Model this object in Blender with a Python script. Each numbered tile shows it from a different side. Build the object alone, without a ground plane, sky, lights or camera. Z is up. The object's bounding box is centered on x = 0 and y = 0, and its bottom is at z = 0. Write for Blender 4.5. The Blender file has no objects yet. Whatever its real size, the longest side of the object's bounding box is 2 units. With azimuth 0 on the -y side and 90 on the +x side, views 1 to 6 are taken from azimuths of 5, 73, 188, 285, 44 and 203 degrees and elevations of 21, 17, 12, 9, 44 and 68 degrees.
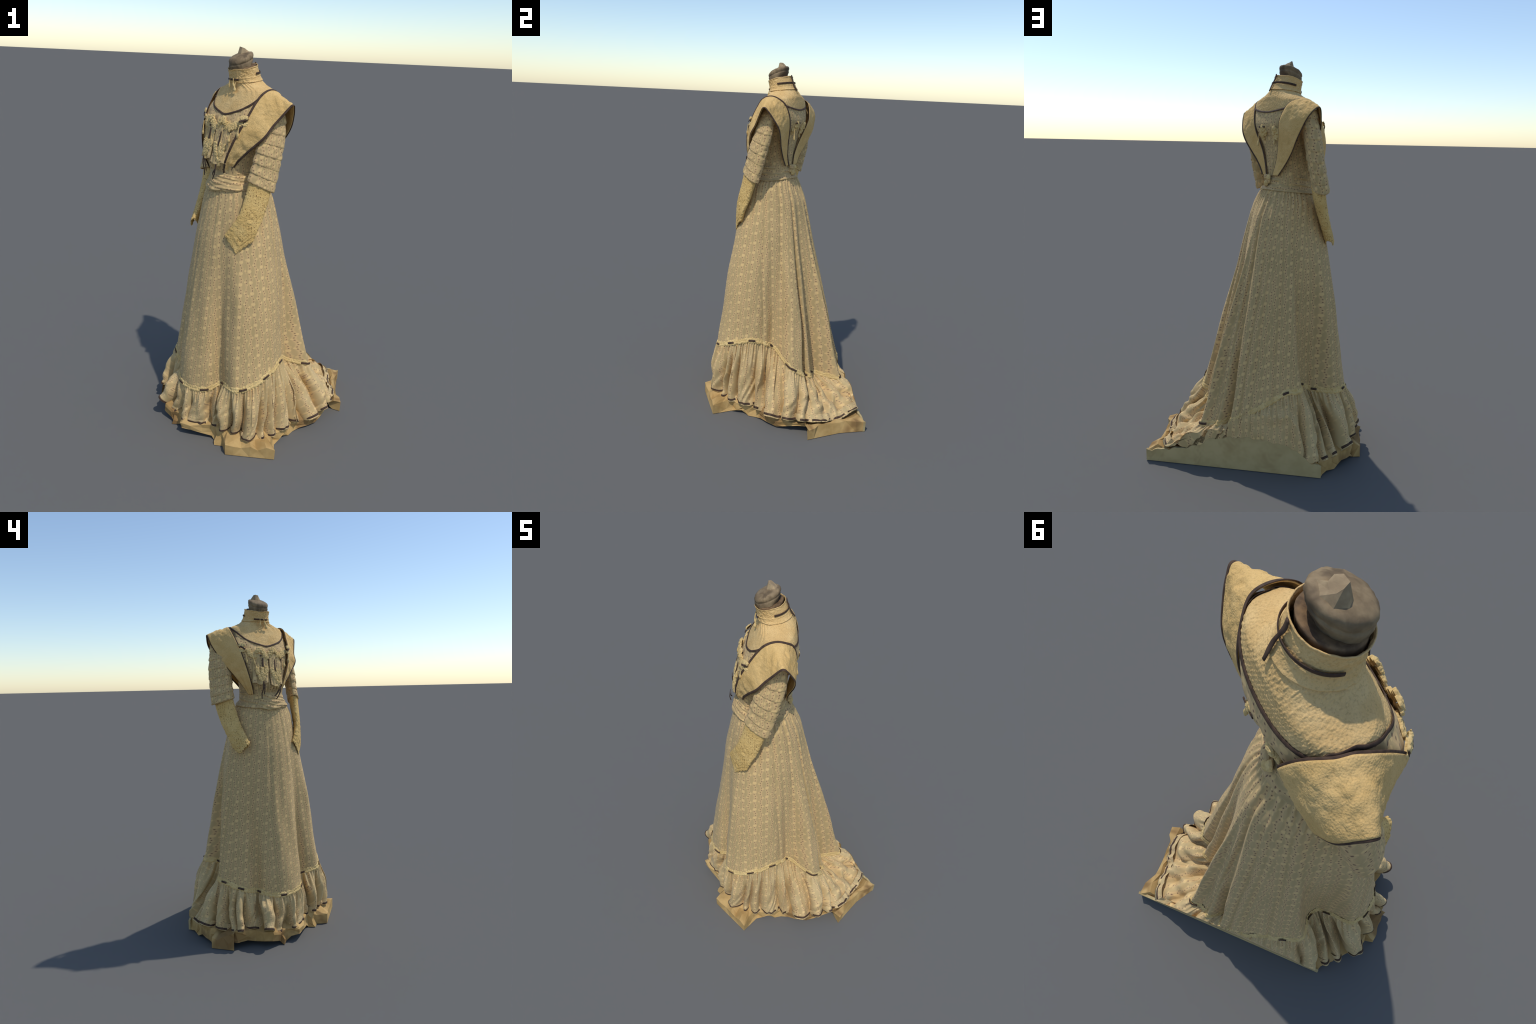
import bpy, bmesh, math, random
import numpy as np
from mathutils import Vector, Matrix, noise as mnoise

random.seed(7)
RNG = np.random.default_rng(11)
# ------------------------------------------------------------------ frame
# Local frame of the gown: +X wearer's left, -Y front, +Y back (train), Z up.
OX, OY = -0.108, -0.007
LX = np.array([0.7304, -0.683])      # local X in the world
LY = np.array([0.683, 0.7304])       # local Y in the world
BOX = (-0.545, 0.545, -0.408, 0.41)  # the scanned piece is cut off by these planes


def to_world(p):
    return np.stack([OX + p[..., 0]*LX[0] + p[..., 1]*LY[0], OY + p[..., 0]*LX[1] + p[..., 1]*LY[1], p[..., 2]], -1)


def to_local(w):
    q = w[..., :2] - np.array([OX, OY])
    return np.stack([q @ LX, q @ LY, w[..., 2]], -1)


def clamp_box(p, back=0.4085):
    w = to_world(p)
    w[..., 0] = np.clip(w[..., 0], BOX[0]+.002, BOX[1]-.002)
    w[..., 1] = np.clip(w[..., 1], BOX[2]+.002, back)
    w[..., 2] = np.maximum(w[..., 2], 0.0)
    return to_local(w)


# ------------------------------------------------------------------ helpers
def smooth(a, b, x):
    t = np.clip((np.asarray(x, float)-a)/(b-a), 0, 1)
    return t*t*(3-2*t)


def spline(xs, ys, x):
    """Catmull-Rom style (monotone enough) interpolation of control values."""
    xs = np.asarray(xs, float); ys = np.asarray(ys, float); x = np.clip(np.asarray(x, float), xs[0], xs[-1])
    d = np.diff(ys)/np.diff(xs)
    m = np.empty_like(ys); m[0] = d[0]; m[-1] = d[-1]
    m[1:-1] = np.where(d[:-1]*d[1:] > 0, 2*d[:-1]*d[1:]/(d[:-1]+d[1:]+1e-12), 0)
    i = np.clip(np.searchsorted(xs, x, side='right')-1, 0, len(xs)-2)
    h = xs[i+1]-xs[i]; t = (x-xs[i])/h
    return (ys[i]*(2*t**3-3*t**2+1)+m[i]*h*(t**3-2*t**2+t)+ys[i+1]*(-2*t**3+3*t**2)+m[i+1]*h*(t**3-t**2))


def periodic(deg, vals, t):
    """periodic interpolation of vals given at angles (degrees), cubic."""
    deg = np.asarray(deg, float); vals = np.asarray(vals, float)
    o = np.argsort(deg); deg = deg[o]; vals = vals[o]
    D = np.concatenate([deg[-3:]-360, deg, deg[:3]+360]); V = np.concatenate([vals[-3:], vals, vals[:3]])
    a = (np.degrees(t)+180) % 360-180
    return spline(D, V, a)


def curve3(pts, n):
    """smooth 3D curve through control points, n samples, even in chord length."""
    P = np.asarray(pts, float)
    k = np.r_[0, np.cumsum(np.sqrt(np.linalg.norm(np.diff(P, axis=0), axis=1)))]
    s = np.linspace(0, k[-1], 600)
    # Catmull-Rom tangents
    m = np.gradient(P, k, axis=0)
    i = np.clip(np.searchsorted(k, s, side='right')-1, 0, len(k)-2)
    h = (k[i+1]-k[i])[:, None]; t = ((s-k[i]))[:, None]/h
    C = P[i]*(2*t**3-3*t**2+1)+m[i]*h*(t**3-2*t**2+t)+P[i+1]*(-2*t**3+3*t**2)+m[i+1]*h*(t**3-t**2)
    L = np.r_[0, np.cumsum(np.linalg.norm(np.diff(C, axis=0), axis=1))]
    q = np.linspace(0, L[-1], n)
    return np.stack([np.interp(q, L, C[:, j]) for j in range(3)], 1)


def curve_ctrl(pts, n):
    """smooth curve sampled uniformly in control-point index (to pair two curves)."""
    P = np.asarray(pts, float); k = np.arange(len(P))
    m = np.gradient(P, k, axis=0)
    s = np.linspace(0, len(P)-1, n); i = np.clip(s.astype(int), 0, len(P)-2); t = (s-i)[:, None]
    return P[i]*(2*t**3-3*t**2+1)+m[i]*(t**3-2*t**2+t)+P[i+1]*(-2*t**3+3*t**2)+m[i+1]*(t**3-t**2)


def vnoise(P, scale, octaves=3, seed=0.0, rough=.55):
    out = np.zeros(len(P))
    for j, p in enumerate(P):
        a = 1.0; f = scale; s = 0
        for o in range(octaves):
            s += a*mnoise.noise((p[0]*f+seed+o*7.3, p[1]*f+seed*1.7, p[2]*f-seed)); a *= rough; f *= 2
        out[j] = s
    return out


def grid_faces(nu, nv, wrap):
    """rows nv, columns nu; vertex id = row*nu+col"""
    c = np.arange(nu if wrap else nu-1); r = np.arange(nv-1)
    R, C = np.meshgrid(r, c, indexing='ij'); C2 = (C+1) % nu
    return np.stack([R*nu+C, R*nu+C2, (R+1)*nu+C2, (R+1)*nu+C], -1).reshape(-1, 4)


def grid_normals(P, wrap):
    du = (np.roll(P, -1, 1)-np.roll(P, 1, 1)) if wrap else np.gradient(P, axis=1)
    dv = np.gradient(P, axis=0)
    n = np.cross(du, dv); n /= np.linalg.norm(n, axis=-1, keepdims=True)+1e-12
    return n


ROOT = None


def add_mesh(name, verts, faces, mat, parent=None, smooth_shade=True, kind=None):
    me = bpy.data.meshes.new(name)
    me.from_pydata([tuple(map(float, v)) for v in np.asarray(verts).reshape(-1, 3)], [], [tuple(map(int, f)) for f in faces])
    me.validate()
    bm = bmesh.new(); bm.from_mesh(me)
    bmesh.ops.recalc_face_normals(bm, faces=bm.faces)
    bm.to_mesh(me); bm.free()
    me.polygons.foreach_set('use_smooth', [smooth_shade]*len(me.polygons))
    ob = bpy.data.objects.new(name, me); bpy.context.collection.objects.link(ob)
    ob.parent = parent or ROOT
    if mat: me.materials.append(mat)
    if kind: ob['kind'] = kind
    return ob


def grid_mesh(name, P, mat, wrap=True, thick=0.0, parent=None, flip=False):
    """mesh from P[row, col, 3]; thick > 0 adds an inner skin and rims."""
    nv, nu = P.shape[:2]
    F = grid_faces(nu, nv, wrap)
    V = P.reshape(-1, 3)
    if thick > 0:
        N = grid_normals(P, wrap).reshape(-1, 3)*(-1 if flip else 1)
        N0 = len(V)
        V2 = V-N*thick
        F2 = F[:, ::-1]+N0
        rim = []
        cols = range(nu if wrap else nu-1)
        for c in cols:
            c2 = (c+1) % nu
            rim.append((c2, c, c+N0, c2+N0))
            a = (nv-1)*nu
            rim.append((a+c, a+c2, a+c2+N0, a+c+N0))
        if not wrap:
            for r in range(nv-1):
                rim.append((r*nu, (r+1)*nu, (r+1)*nu+N0, r*nu+N0))
                b = nu-1
                rim.append(((r+1)*nu+b, r*nu+b, r*nu+b+N0, (r+1)*nu+b+N0))
        V = np.concatenate([V, V2]); F = np.concatenate([F, F2, np.array(rim)])
    return add_mesh(name, V, F, mat, parent)


def ribbon(name, C, Nrm, half_w, half_t, mat, parent=None, closed=False, twist=None, seg=8):
    """flattened tube (braid / ribbon) along C with surface normals Nrm."""
    C = np.asarray(C); n = len(C)
    T = (np.roll(C, -1, 0)-np.roll(C, 1, 0)) if closed else np.gradient(C, axis=0)
    T /= np.linalg.norm(T, axis=1, keepdims=True)+1e-12
    Nn = Nrm-(Nrm*T).sum(1, keepdims=True)*T; Nn /= np.linalg.norm(Nn, axis=1, keepdims=True)+1e-12
    B = np.cross(T, Nn)
    hw = np.broadcast_to(half_w, (n,)); ht = np.broadcast_to(half_t, (n,))
    a = np.linspace(0, 2*np.pi, seg, endpoint=False)
    ca = np.sign(np.cos(a))*np.abs(np.cos(a))**.7; sa = np.sign(np.sin(a))*np.abs(np.sin(a))**.7
    P = C[:, None]+B[:, None]*(hw[:, None]*ca)[..., None]+Nn[:, None]*(ht[:, None]*sa)[..., None]
    V = P.reshape(-1, 3)
    if closed:
        F = []
        for i in range(n):
            for j in range(seg):
                F.append((i*seg+j, i*seg+(j+1) % seg, ((i+1) % n)*seg+(j+1) % seg, ((i+1) % n)*seg+j))
        return add_mesh(name, V, F, mat, parent)
    F = [tuple(f) for f in grid_faces(seg, n, True)]
    F.append(tuple(range(seg-1, -1, -1))); F.append(tuple((n-1)*seg+j for j in range(seg)))
    return add_mesh(name, V, F, mat, parent)


# ------------------------------------------------------------------ node helper
class X:
    """socket wrapper with arithmetic that builds Math nodes"""
    nt = None
    def __init__(s, v): s.v = v
    @staticmethod
    def m(op, *a, clamp=False):
        n = X.nt.nodes.new('ShaderNodeMath'); n.operation = op; n.use_clamp = clamp
        for i, q in enumerate(a):
            q = q.v if isinstance(q, X) else q
            if isinstance(q, (int, float)): n.inputs[i].default_value = q
            else: X.nt.links.new(q, n.inputs[i])
        return X(n.outputs[0])
    def __add__(s, o): return X.m('ADD', s, o)
    __radd__ = __add__
    def __sub__(s, o): return X.m('SUBTRACT', s, o)
    def __rsub__(s, o): return X.m('SUBTRACT', o, s)
    def __mul__(s, o): return X.m('MULTIPLY', s, o)
    __rmul__ = __mul__
    def __truediv__(s, o): return X.m('DIVIDE', s, o)
    def floor(s): return X.m('FLOOR', s)
    def sin(s): return X.m('SINE', s)
    def sqrt(s): return X.m('SQRT', s)
    def abs(s): return X.m('ABSOLUTE', s)


def mstep(x, lo, hi):
    """smoothstep: 1 below lo, 0 above hi"""
    n = X.nt.nodes.new('ShaderNodeMapRange'); n.interpolation_type = 'SMOOTHSTEP'
    n.inputs['From Min'].default_value = lo; n.inputs['From Max'].default_value = hi
    n.inputs['To Min'].default_value = 1; n.inputs['To Max'].default_value = 0
    X.nt.links.new(x.v, n.inputs['Value']); return X(n.outputs['Result'])


def mixc(fac, a, b):
    n = X.nt.nodes.new('ShaderNodeMix'); n.data_type = 'RGBA'
    for q, s in ((fac, n.inputs[0]), (a, n.inputs[6]), (b, n.inputs[7])):
        q = q.v if isinstance(q, X) else q
        if isinstance(q, (int, float)): s.default_value = q
        elif isinstance(q, tuple): s.default_value = (*q, 1)
        else: X.nt.links.new(q, s)
    return n.outputs[2]


def srgb(r, g, b):
    f = lambda c: (c/255/12.92 if c <= 10 else ((c/255+.055)/1.055)**2.4)
    return (f(r), f(g), f(b))


def new_mat(name, rough=.85):
    m = bpy.data.materials.new(name); m.use_nodes = True
    nt = m.node_tree; X.nt = nt
    b = nt.nodes['Principled BSDF']; b.inputs['Roughness'].default_value = rough
    b.inputs['Specular IOR Level'].default_value = .25
    tc = nt.nodes.new('ShaderNodeTexCoord')
    return m, nt, b, tc


def noise_tex(nt, tc, scale, detail=4, rough=.55, stretch=None, distort=0.):
    n = nt.nodes.new('ShaderNodeTexNoise'); n.inputs['Scale'].default_value = scale
    n.inputs['Detail'].default_value = detail; n.inputs['Roughness'].default_value = rough
    n.inputs['Distortion'].default_value = distort
    if stretch:
        mp = nt.nodes.new('ShaderNodeMapping'); mp.inputs['Scale'].default_value = stretch
        nt.links.new(tc.outputs['Object'], mp.inputs['Vector']); nt.links.new(mp.outputs[0], n.inputs['Vector'])
    else:
        nt.links.new(tc.outputs['Object'], n.inputs['Vector'])
    return X(n.outputs['Fac'])


def bump(nt, b, h, strength, dist):
    n = nt.nodes.new('ShaderNodeBump'); n.inputs['Strength'].default_value = strength
    n.inputs['Distance'].default_value = dist
    nt.links.new(h.v, n.inputs['Height']); nt.links.new(n.outputs[0], b.inputs['Normal'])


GROUND = srgb(202, 168, 117)
LIGHT = srgb(224, 190, 130)
DARK = srgb(104, 74, 62)
LACE = srgb(222, 192, 132)
LACE_D = srgb(200, 166, 104)
BRAID = srgb(86, 66, 52)


def print_pattern(u, v, tc, nt, w=.030, period=.056, size=1.0):
    """woven print: sinuous columns of dark dots, pale round spots between."""
    s = period/4
    ui = u/w; i = ui.floor(); fu = (ui-i-.5)*w
    par = X.m('MODULO', i.abs(), 2.0)
    ph = (i*12.9898).sin()*43.7585; ph = ph-ph.floor()
    vv = v+(par*.5+ph*.35+X.m('MODULO', i.abs(), 4.0)*.125)*period+10.0
    k = (vv/period).floor(); f = vv/period-k
    wave = (f*6.2832).sin()*.0042
    du = fu-wave
    dv = vv-((vv/s).floor()+.5)*s
    d = (du*du+dv*dv).sqrt()
    dark = mstep(d, .0017*size, .0034*size)
    gap = (1-par)*X.m('GREATER_THAN', f, .79)
    dark = dark*(1-gap)
    g1 = (f-.89)*period
    big = mstep((fu*fu+g1*g1).sqrt(), .0076, .0108)*(1-par)
    g2 = (f-.28)*period; h2 = fu-.0095
    g3 = (f-.74)*period; h3 = fu+.0095
    small = X.m('ADD', mstep((h2*h2+g2*g2).sqrt(), .0045, .0078), mstep((h3*h3+g3*g3).sqrt(), .0035, .0066))*(.3+par*.5)
    line = mstep((du.abs()-.0058).abs(), .0004, .0018)*.28
    n1 = noise_tex(nt, tc, 9, 3); n2 = noise_tex(nt, tc, 260, 2)
    base = mixc(mstep(n1, .35, .65)*.45, GROUND, srgb(176, 150, 100))
    base = mixc(mstep(n2, .3, .7)*.15, base, srgb(156, 132, 88))
    stripe = mstep(du.abs()*.5+fu.abs()*.5, .003, .012)
    base = mixc(stripe*.38, base, srgb(214, 179, 129))
    base = mixc((1-stripe)*.38, base, srgb(178, 158, 112))
    lt = X.m('MAXIMUM', X.m('MAXIMUM', big, small), line)
    col = mixc(lt*.85, base, LIGHT)
    col = mixc(dark*.80, col, DARK)
    return col, n2


def fabric_material(name, mode='skirt', axis=(0, 0, 0, 0), gores=9, w=.030, size=1.0, rough=.82, radius=.1, slant=0.0, pale=0.0):
    """axis = (x0, y0, dx/dz, dy/dz) of the tube the cloth is wrapped around."""
    m, nt, b, tc = new_mat(name, rough)
    sp = nt.nodes.new('ShaderNodeSeparateXYZ'); nt.links.new(tc.outputs['Object'], sp.inputs[0])
    x, y, z = X(sp.outputs[0]), X(sp.outputs[1]), X(sp.outputs[2])
    xx = x-(z*axis[2]+axis[0]); yy = y-(z*axis[3]+axis[1])
    R = (xx*xx+yy*yy).sqrt()
    th = X.m('ARCTAN2', xx, yy*-1.0)
    D = 2*math.pi/gores
    g = (th/D+.5).floor()
    if mode == 'skirt':
        R0 = (z*-.211+.4545)*(X.m('MAXIMUM', th.abs()-1.5, 0.0)*.14+1.0)
        u = (th-g*D)*R0+g*.0137; v = z*1.03
    elif mode == 'wrap':
        u = (th-g*D)*radius+g*.0137; v = z-R*slant
    elif mode == 'belt':
        u = z; v = th*.13
    elif mode == 'planar':
        u = x; v = z
    col, n2 = print_pattern(u, v, tc, nt, w=w, size=size)
    if pale:
        col = mixc(mstep(noise_tex(nt, tc, 6.5, 3), .38, .56)*-pale+pale, col, srgb(224, 200, 150))
    nt.links.new(col, b.inputs['Base Color'])
    wv = noise_tex(nt, tc, 700, 2)
    bump(nt, b, wv+n2*1.2, .35, .0008)
    b.inputs['Sheen Weight'].default_value = .05
    return m


def lace_material(name, col=LACE, col_d=LACE_D, holes=.0, scale=170):
    m, nt, b, tc = new_mat(name, .9)
    n1 = noise_tex(nt, tc, 14, 4); n2 = noise_tex(nt, tc, scale, 3, .6)
    vo = nt.nodes.new('ShaderNodeTexVoronoi'); vo.inputs['Scale'].default_value = scale
    nt.links.new(tc.outputs['Object'], vo.inputs['Vector'])
    d = X(vo.outputs['Distance'])
    c = mixc(mstep(n1, .35, .68)*.55, col, col_d)
    c = mixc(mstep(n2, .3, .52)*.4, c, tuple(q*.62 for q in col_d))
    if holes:
        vh = nt.nodes.new('ShaderNodeTexVoronoi'); vh.inputs['Scale'].default_value = 105
        vh.inputs['Randomness'].default_value = .5
        nt.links.new(tc.outputs['Object'], vh.inputs['Vector'])
        msk = mstep(noise_tex(nt, tc, 22, 2), .38, .52)
        c = mixc(mstep(X(vh.outputs['Distance']), .18, .34)*(1-msk)*holes, c, srgb(120, 82, 44))
    nt.links.new(c, b.inputs['Base Color'])
    bump(nt, b, n2+d*-.8, .6, .002)
    return m


def plain_material(name, c1, c2, scale=30, rough=.8, c3=None, bump_s=.3):
    m, nt, b, tc = new_mat(name, rough)
    n1 = noise_tex(nt, tc, scale, 4); n2 = noise_tex(nt, tc, scale*12, 2)
    c = mixc(mstep(n1, .35, .65), c1, c2)
    if c3:
        n3 = noise_tex(nt, tc, scale*.45, 3, .6, distort=.6)
        c = mixc(mstep(n3, .36, .5)*.8, c, c3)
    nt.links.new(c, b.inputs['Base Color'])
    bump(nt, b, n2, bump_s, .001)
    return m


# ------------------------------------------------------------------ root
ROOT = bpy.data.objects.new('antique_gown', None)
bpy.context.collection.objects.link(ROOT)
ROOT.location = (OX, OY, 0)
ROOT.rotation_euler = (0, 0, math.atan2(LX[1], LX[0]))
ROOT['label'] = 'long printed antique gown with lace, dark braid and train'
ROOT['category'] = 'dress'

M_SKIRT = fabric_material('printed_muslin_skirt', 'skirt', (0, .0675, 0, -.05), 9)
M_RUFFLE = fabric_material('printed_muslin_ruffle', 'wrap', (0, .05, 0, 0), 9, w=.036, radius=.47, slant=.8, pale=.22)
M_BODICE = fabric_material('printed_muslin_bodice', 'wrap', (0, .01, 0, 0), 1, w=.026, radius=.14)
M_BELT = fabric_material('printed_muslin_belt', 'belt', (0, 0, 0, 0), 1, w=.028)
M_LACE = lace_material('ecru_lace')
M_YOKE = lace_material('ecru_net_yoke', srgb(228, 191, 130), srgb(208, 167, 104), scale=210)
M_PANEL = lace_material('ecru_wool_panel', srgb(226, 187, 122), srgb(208, 167, 100), scale=240)
M_CUFF = lace_material('crochet_lace_cuff', srgb(226, 190, 122), srgb(204, 164, 94), holes=.85, scale=150)
M_BRAID = plain_material('brown_braid', BRAID, srgb(66, 50, 40), 60, .75)
M_PETTI = plain_material('crumpled_muslin_base', srgb(194, 160, 104), srgb(170, 136, 82), 9, .85, srgb(130, 98, 60), .1)
M_WALL = plain_material('cut_cloth_back', srgb(192, 170, 122), srgb(182, 160, 112), 16, .85, srgb(170, 146, 100), .2)
M_NECK = plain_material('grey_dress_form_cloth', srgb(150, 128, 96), srgb(120, 100, 74), 26, .75, srgb(88, 72, 54))
M_NECKBAND = plain_material('dark_neck_band', srgb(134, 106, 74), srgb(92, 72, 52), 40, .8)
M_STONE = plain_material('pale_neck_cap', srgb(176, 152, 116), srgb(146, 124, 94), 30, .8)

# ================================================================== SKIRT
SZ = [.15, .3, .4, .5, .6, .7, .8, .9, 1.0, 1.1, 1.2, 1.25, 1.30, 1.34, 1.37, 1.40, 1.44]
S_XM = [.375, .360, .342, .324, .309, .297, .285, .269, .250, .224, .197, .187, .177, .160, .138, .118, .112]
S_XP = [.385, .370, .356, .336, .322, .311, .298, .280, .260, .240, .215, .203, .193, .173, .148, .126, .116]
S_YF = [.300, .290, .283, .272, .259, .245, .232, .220, .208, .197, .178, .168, .156, .147, .142, .134, .118]
S_YB = [.530, .478, .450, .424, .396, .364, .332, .300, .269, .241, .212, .196, .172, .152, .138, .118, .106]
SEAM_A = [-174, -153, -138, -125, -98, -74, -56, -38, -18, 3, 23, 38, 53, 70, 86, 105, 125, 140, 155, 165, 172, 178]
SEAM_Z = [.365, .357, .33, .30, .278, .292, .34, .362, .417, .452, .402, .331, .262, .225, .204, .24, .31, .36, .414, .415, .40, .375]

# ridges and hollows of the skirt: (angle at the seam, angle at the waist, share of the plain
# radius at heights .35, .55, .80, 1.00, 1.20)
LINES = [(-172, -190, .80, .81, .86, .93, .98), (-161, -178, 1.06, 1.05, 1.04, 1.02, 1.01), (-144, -160, 1.08, 1.08, 1.06, 1.03, 1.02), (-132, -152, 1.01, 1.02, 1.02, 1.02, 1.01),
         (-122, -140, .87, .91, .96, .98, .99), (-114, -124, .97, .98, .99, 1.0, 1.0), (-98, -100, 1.04, 1.03, 1.01, 1.0, 1.0), (-77, -79, .99, .99, 1.0, 1.0, 1.0),
         (-61, -66, .80, .83, .88, .94, .98), (-52, -55, .95, .96, .97, .98, .99), (-43, -44, 1.06, 1.06, 1.06, 1.02, 1.0), (-30, -32, 1.06, 1.06, 1.06, 1.03, 1.01),
         (-17, -18, 1.03, 1.04, 1.03, 1.02, 1.0), (3, 4, .93, .95, .97, .98, .98), (13, 17, .83, .86, .90, .94, .97), (22, 28, .71, .74, .83, .92, .97),
         (29, 36, .74, .76, .83, .91, .96), (33, 45, .88, .88, .89, .91, .96), (38, 53, 1.03, 1.01, .98, .96, .98), (47, 59, 1.01, .99, .97, .96, .98),
         (52, 63, .85, .84, .86, .89, .94), (56, 66, .91, .89, .90, .92, .96), (60, 69, .86, .85, .87, .90, .95), (64, 73, .71, .72, .78, .86, .94), (73, 78, .73, .75, .82, .89, .95),
         (80, 82, .90, .92, .94, .95, .97), (86, 86, 1.02, 1.02, 1.01, 1.0, 1.0), (92, 89, .95, .92, .93, .95, .98), (99, 92, .96, .95, .95, .97, .98),
         (106, 96, .82, .83, .87, .91, .96), (112, 101, .97, .95, .95, .97, .99), (125, 114, .95, .92, .92, .94, .97), (137, 124, .92, .89, .90, .93, .97),
         (148, 132, .95, .93, .92, .93, .97), (156, 138, .98, .97, .95, .95, .98), (163, 142, 1.0, .98, .96, .96, .98), (169, 148, .76, .78, .84, .90, .96), (179, 158, .70, .73, .81, .90, .96)]
# narrow pressed creases running down from the waist: (angle hem, angle waist, width, depth m)
CREASES = [(-12, -8, 2.2, .006), (12, 14, 2.4, .008), (33, 40, 2.2, .010), (52, 62, 2.0, .010), (80, 86, 1.8, .012), (97, 98, 1.8, .012),
           (118, 112, 1.8, .010), (126, 121, 1.6, .006), (143, 138, 1.8, .007), (163, 157, 2.0, .006), (-30, -28, 2.4, .004), (-75, -78, 2.6, .004),
           (-105, -106, 2.4, .004), (-160, -152, 2.4, .005)]


def angdiff(t, deg):
    return (np.degrees(t)-deg+180) % 360-180


def seam_z(t):
    return periodic(SEAM_A, SEAM_Z, t)


LINE_Z = np.array([.35, .55, .80, 1.0, 1.2, 1.36])


def fold_share(t, z, zs):
    """periodic interpolation between the ridge and hollow lines at every height"""
    t = np.asarray(t, float); shp = t.shape; tf = ((t.ravel()+np.pi) % (2*np.pi))-np.pi; zf = (z+0*t).ravel(); sf = (zs+0*t).ravel()
    out = np.empty(tf.size); TL = np.array(LINES)
    rise = np.clip((zf-sf)/(1.38-sf), 0, 1)
    # shear the angle so that every line keeps its identity from seam to waist
    order = np.argsort(TL[:, 0]); TL = TL[order]
    n = len(TL)
    nq = 48
    q = np.clip((rise*(nq-1)), 0, nq-1)
    lo = np.floor(q).astype(int); hi = np.minimum(lo+1, nq-1); fr = q-lo
    zlev = np.linspace(.33, 1.38, nq)
    tab = np.empty((nq, 721)); grid = np.linspace(-180, 180, 721)
    for i in range(nq):
        a = TL[:, 0]+(TL[:, 1]-TL[:, 0])*i/(nq-1)
        kv = np.array([np.interp(zlev[i], LINE_Z, [*TL[j, 2:7], 1.0]) for j in range(n)])
        A = np.concatenate([a[-4:]-360, a, a[:4]+360]); K = np.concatenate([kv[-4:], kv, kv[:4]])
        tab[i] = spline(A, K, grid)
    g = (np.degrees(tf)+180)*2
    g0 = np.clip(np.floor(g).astype(int), 0, 719); gf = g-g0
    v0 = tab[lo, g0]*(1-gf)+tab[lo, g0+1]*gf; v1 = tab[hi, g0]*(1-gf)+tab[hi, g0+1]*gf
    return (v0*(1-fr)+v1*fr).reshape(shp)


def skirt_point(t, z):
    xm, xp, yf, yb = (spline(SZ, q, z) for q in (S_XM, S_XP, S_YF, S_YB))
    yc = .05*(1.35-z)
    c, s = np.cos(t), np.sin(t)
    a = np.where(c > 0, xp, xm); bb = np.where(s > 0, yb-yc, yf+yc)
    zs = seam_z(t)
    k = fold_share(t, z, zs)
    add = np.zeros_like(t)
    for th, tw, w, d in CREASES:
        mid = th+(tw-th)*np.clip((z-zs)/(1.4-zs), 0, 1)
        g = smooth(1.42, 1.25, z)*(.45+.55*smooth(1.2, .5, z))
        q = angdiff(t, mid)/w
        add = add-d*g*(np.exp(-np.abs(q)**1.3)-.45*np.exp(-((q-2.2)/1.6)**2))
    # fine gathers under the belt
    gath = .0028*np.sin(t*46+3*np.sin(t*5))*smooth(1.22, 1.38, z)*smooth(1.45, 1.40, z)*(.35+.65*smooth(-.3, .6, s))
    x = a*c*k; y = bb*s*k
    r = np.hypot(x, y)+1e-9
    rr = (r+add+gath)/r
    return np.stack([x*rr, yc+y*rr, z+0*t], -1)


NT = 1080
T = np.linspace(-np.pi, np.pi, NT, endpoint=False)


def build_skirt():
    rows = 230
    v = np.linspace(0, 1, rows)[:, None]
    zs = seam_z(T)[None]
    z = 1.43*(1-v)+zs*v
    tt = np.broadcast_to(T[None], z.shape)
    P = skirt_point(tt, z)
    # gentle cloth irregularity
    n = np.sin(tt*17+z*9)*.0016*smooth(1.2, .7, z)+np.sin(tt*31-z*14+2*np.sin(z*6))*.0008
    N = grid_normals(P, True)
    P = P+N*n[..., None]*-1
    P = clamp_box(P)
    return grid_mesh('skirt', P, M_SKIRT, True, 0), P


skirt_ob, SK = build_skirt()

# ================================================================== RUFFLE
HEM_A = [-175, -165, -150, -139, -127, -114, -104, -97, -86, -78, -61, -48, -28, -11, 6, 13, 22, 28, 38, 53, 64, 76, 92, 115, 140, 155, 168, 178]
HEM_R = [.455, .465, .440, .462, .390, .438, .405, .385, .415, .375, .340, .360, .410, .408, .395, .395, .450, .480, .520, .580, .600, .64, .66, .64, .58, .51, .462, .455]
HEM_Z = [.085, .098, .09, .112, .10, .098, .075, .08, .078, .075, .088, .09, .069, .066, .060, .062, .06, .062, .066, .065, .062, .085, .09, .09, .09, .08, .073, .08]


def make_lobes():
    """irregular gathers: list of valley angles with a height for each tube between them"""
    r = np.random.default_rng(21); a = [-np.pi]
    while a[-1] < np.pi-.1:
        a.append(a[-1]+np.radians(r.choice([6.5, 8, 9.5, 11, 13, 15.5])*(.85+.3*r.random())))
    a = np.array(a); a = -np.pi+(a+np.pi)*2*np.pi/(a[-1]+np.pi)
    n = len(a)-1
    return a, .55+.6*r.random(n), .4*(r.random(n)-.5)


LOBE_A, LOBE_H, LOBE_S = make_lobes()


def lobes(t):
    """rounded tubes with narrow deep valleys, about -1..1"""
    tt = ((t+np.pi) % (2*np.pi))-np.pi
    i = np.clip(np.searchsorted(LOBE_A, tt, side='right')-1, 0, len(LOBE_H)-1)
    x = 2*(tt-LOBE_A[i])/(LOBE_A[i+1]-LOBE_A[i])-1
    x = x+LOBE_S[i]*(1-x*x)
    return LOBE_H[i]*(1-np.abs(x)**2.0)*1.9-1.0


NR = 1800
TR = np.linspace(-np.pi, np.pi, NR, endpoint=False)


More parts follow.
